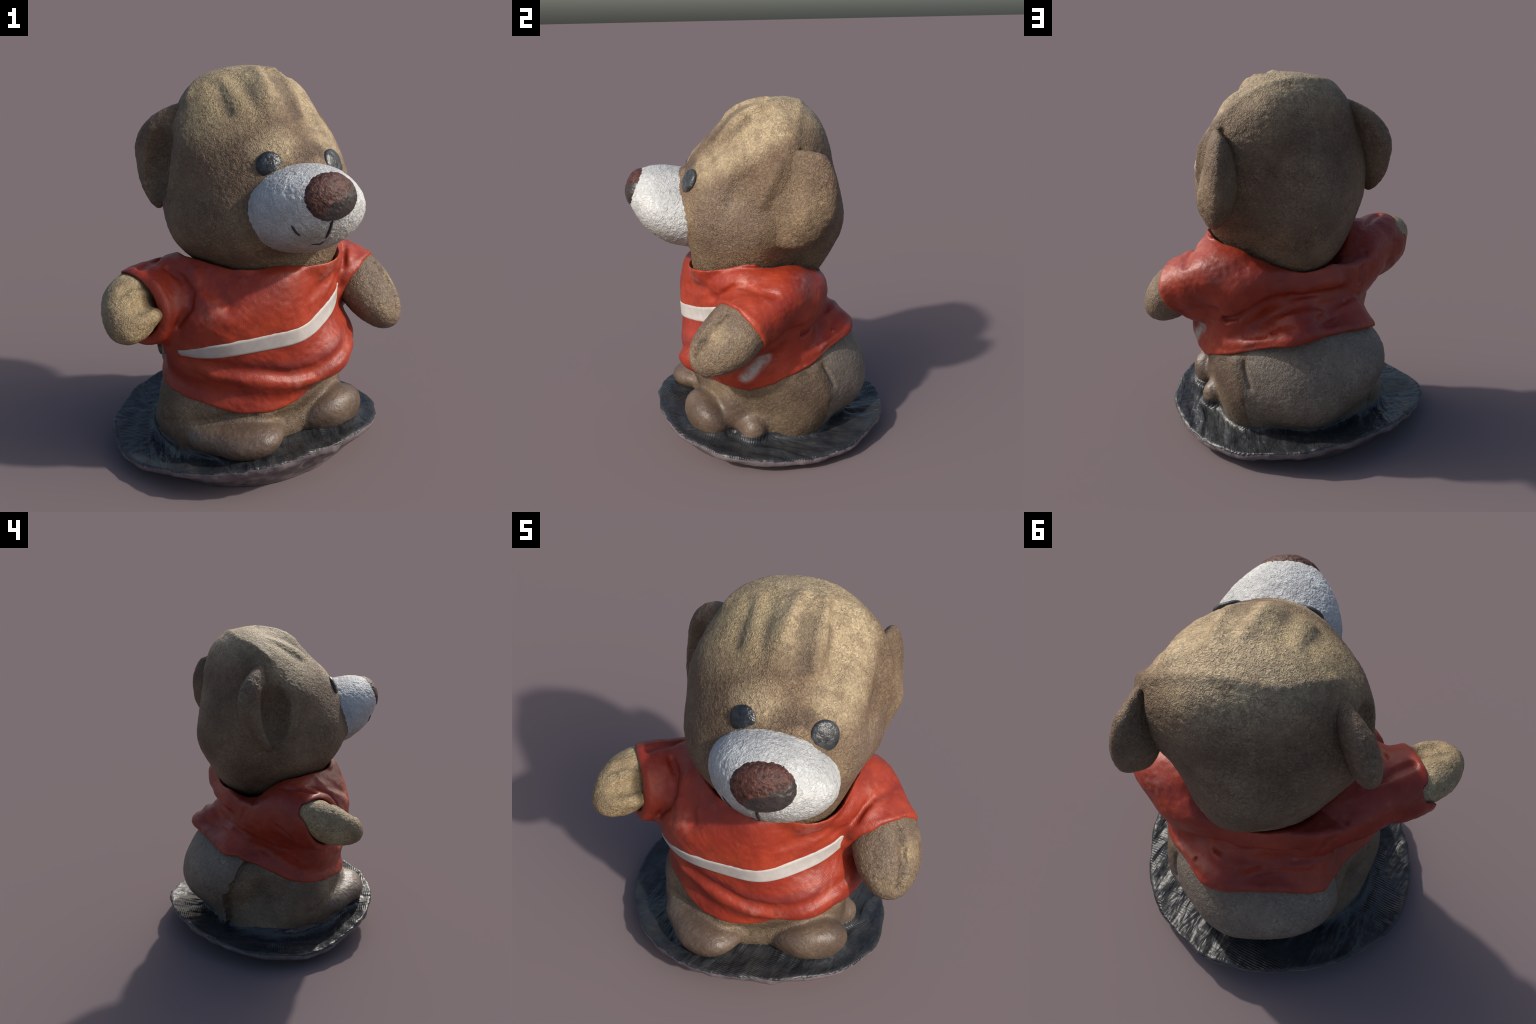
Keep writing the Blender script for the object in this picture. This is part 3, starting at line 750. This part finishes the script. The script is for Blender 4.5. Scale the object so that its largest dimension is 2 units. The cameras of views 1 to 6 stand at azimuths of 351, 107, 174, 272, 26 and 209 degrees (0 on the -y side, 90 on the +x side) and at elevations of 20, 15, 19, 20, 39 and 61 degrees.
def body_field(P):
    az, x, y = bearing(P)
    r = rump(P)
    r = smooth_max(r, P[:, 2] - 0.80, 0.05)
    r = r + 0.03 * np.clip((P[:, 2] - along(HEM, az) - 0.008) / 0.045, 0, 1)     # stays inside the jersey
    r = r + groove(P, BELLY_GAP, 0.055, 0.045)
    past = az - along(HIP_SEAM, P[:, 2]) - 1.5 * noise(P, 0.05, 52)          # the fur panel that overlaps the hip
    r = r + 0.036 * np.where((past > 0) & (past < 60), np.exp(-past / 7) * np.clip(past / 0.8, 0, 1), 0)
    f = smooth_min(r, smooth_min(SHIN_OUTER(P), SHIN_INNER(P), 0.02), 0.05)
    f = smooth_min(f, footR(P), 0.03)
    f = smooth_min(f, footL(P), 0.04)
    f = smooth_min(f, heelL(P), 0.04)
    f = smooth_max(f, 0.07 - P[:, 2], 0.01)
    for line, width, depth in HAUNCH_FOLDS:
        f = f + groove(P, line, width, depth)
    return f


V, Q = skin(body_field, ((-0.66, -0.66, 0.02), (0.66, 0.68, 0.88)), 0.006)
V = displaced(V, Q, fur_relief(V, 0.016, 0.0018, 51))
mid = V[Q].mean(1)
az, _, _ = bearing(mid)
parts = np.stack([rump(mid), footR(mid), footL(mid), heelL(mid), SHIN_OUTER(mid), SHIN_INNER(mid)], 1).argmin(1)
parts[parts == 5] = 3
parts[parts == 4] = 5
seam = along(HIP_SEAM, mid[:, 2]) + 1.5 * noise(mid, 0.05, 52)
parts[(parts == 0) & ((az > 128) | (az < seam))] = 4
torso = None
for wanted, nm, mat in ((0, "torso", fur_body), (1, "foot", fur_foot), (2, "foot", fur_foot), (3, "leg", fur_foot), (5, "leg", fur_foot), (4, "rump", fur_back)):
    if not (parts == wanted).any():
        continue
    v, q, nrm = by_region(V, Q, parts, wanted)
    ob = mesh_object(nm, v, q, mat, bear, nrm)

# ---- slab: a wavy oval plate with a bevelled underside, welling up round the feet
RIM = [0.697, 0.004, -0.014, 0.013, 0.006, -0.007, -0.003, 0.010, -0.005, -0.003, -0.003]
WARP = [-0.002, -0.022, -0.026, -0.034]


def slab_field(P):
    q = P[:, :2] - (-0.06, 0.02)
    th, r = np.arctan2(q[:, 1], q[:, 0]), np.hypot(q[:, 0], q[:, 1])
    R = RIM[0] + sum(RIM[2 * k - 1] * np.cos(k * th) + RIM[2 * k] * np.sin(k * th) for k in range(1, 6))
    lift = WARP[0] * np.cos(th) + WARP[1] * np.sin(th) + WARP[2] * np.cos(2 * th) + WARP[3] * np.sin(2 * th)
    lift = lift + 0.012 * np.exp(-((np.degrees(np.arccos(np.clip(np.cos(th + math.radians(95)), -1, 1))) / 50) ** 2))
    lift = lift - 0.022 * np.exp(-((np.degrees(np.arccos(np.clip(np.cos(th - math.radians(207)), -1, 1))) / 13) ** 2))
    ring = np.stack([np.cos(th), np.sin(th), 0 * th], 1)
    R = R + 0.008 * noise(ring, 0.16, 61) + 0.010 * np.exp(-((np.degrees(np.arccos(np.clip(np.cos(th - math.radians(135)), -1, 1))) / 50) ** 2))
    R = R + 0.018 * np.exp(-((np.degrees(np.arccos(np.clip(np.cos(th - math.radians(220)), -1, 1))) / 35) ** 2)) - 0.008 * np.exp(-((np.degrees(np.arccos(np.clip(np.cos(th - math.radians(295)), -1, 1))) / 30) ** 2))
    lift = lift + 0.006 * noise(ring, 0.22, 64)
    sag = np.clip(r / R, 0, 1.15)
    top = 0.132 + 0.014 * sag ** 4 + lift * sag ** 2 - 0.030 * np.exp(-((np.degrees(np.arccos(np.clip(np.cos(th - math.radians(112)), -1, 1))) / 55) ** 2)) * (1 - sag ** 6)
    top = top - 0.022 * np.exp(-((np.degrees(np.arccos(np.clip(np.cos(th - math.radians(205)), -1, 1))) / 30) ** 2)) * (1 - sag ** 6)
    under = (0.105 + lift) * np.clip((sag - 0.80) / 0.20, 0, 2) ** 0.8
    f = np.maximum((P[:, 2] - top) * 0.97, (under - P[:, 2]) * 0.75)
    f = smooth_max(f, (r - R) * 0.97, 0.02)
    well = smooth_max(body_field(P) - 0.004 + 0.015 * np.clip(P[:, 1] / 0.3, 0, 1), P[:, 2] - 0.17, 0.03)
    return smooth_min(f, well, 0.06)


V, Q = skin(slab_field, ((-0.92, -0.86, -0.03), (0.80, 0.88, 0.30)), 0.006)
g = noise(V * np.array([1, 0.25, 1]), 0.05, 62)
V = displaced(V, Q, np.where(V[:, 2] > 0.03, 0.007 * g + 0.002 * noise(V, 0.025, 63), 0))
N = vertex_normals(V, Q)
mid, fn = V[Q].mean(1), N[Q].mean(1)
region = ((fn[:, 2] < -0.05) | ((fn[:, 2] < 0.3) & (np.hypot(mid[:, 0] + .06, mid[:, 1] - .02) > 0.6))).astype(int)
slab = None
for wanted, nm, mat in ((0, "base", slab_dark), (1, "base_edge", slab_edge)):
    v, q, nrm = by_region(V, Q, region, wanted)
    ob = mesh_object(nm, v, q, mat, slab or bear, nrm)
    slab = slab or ob
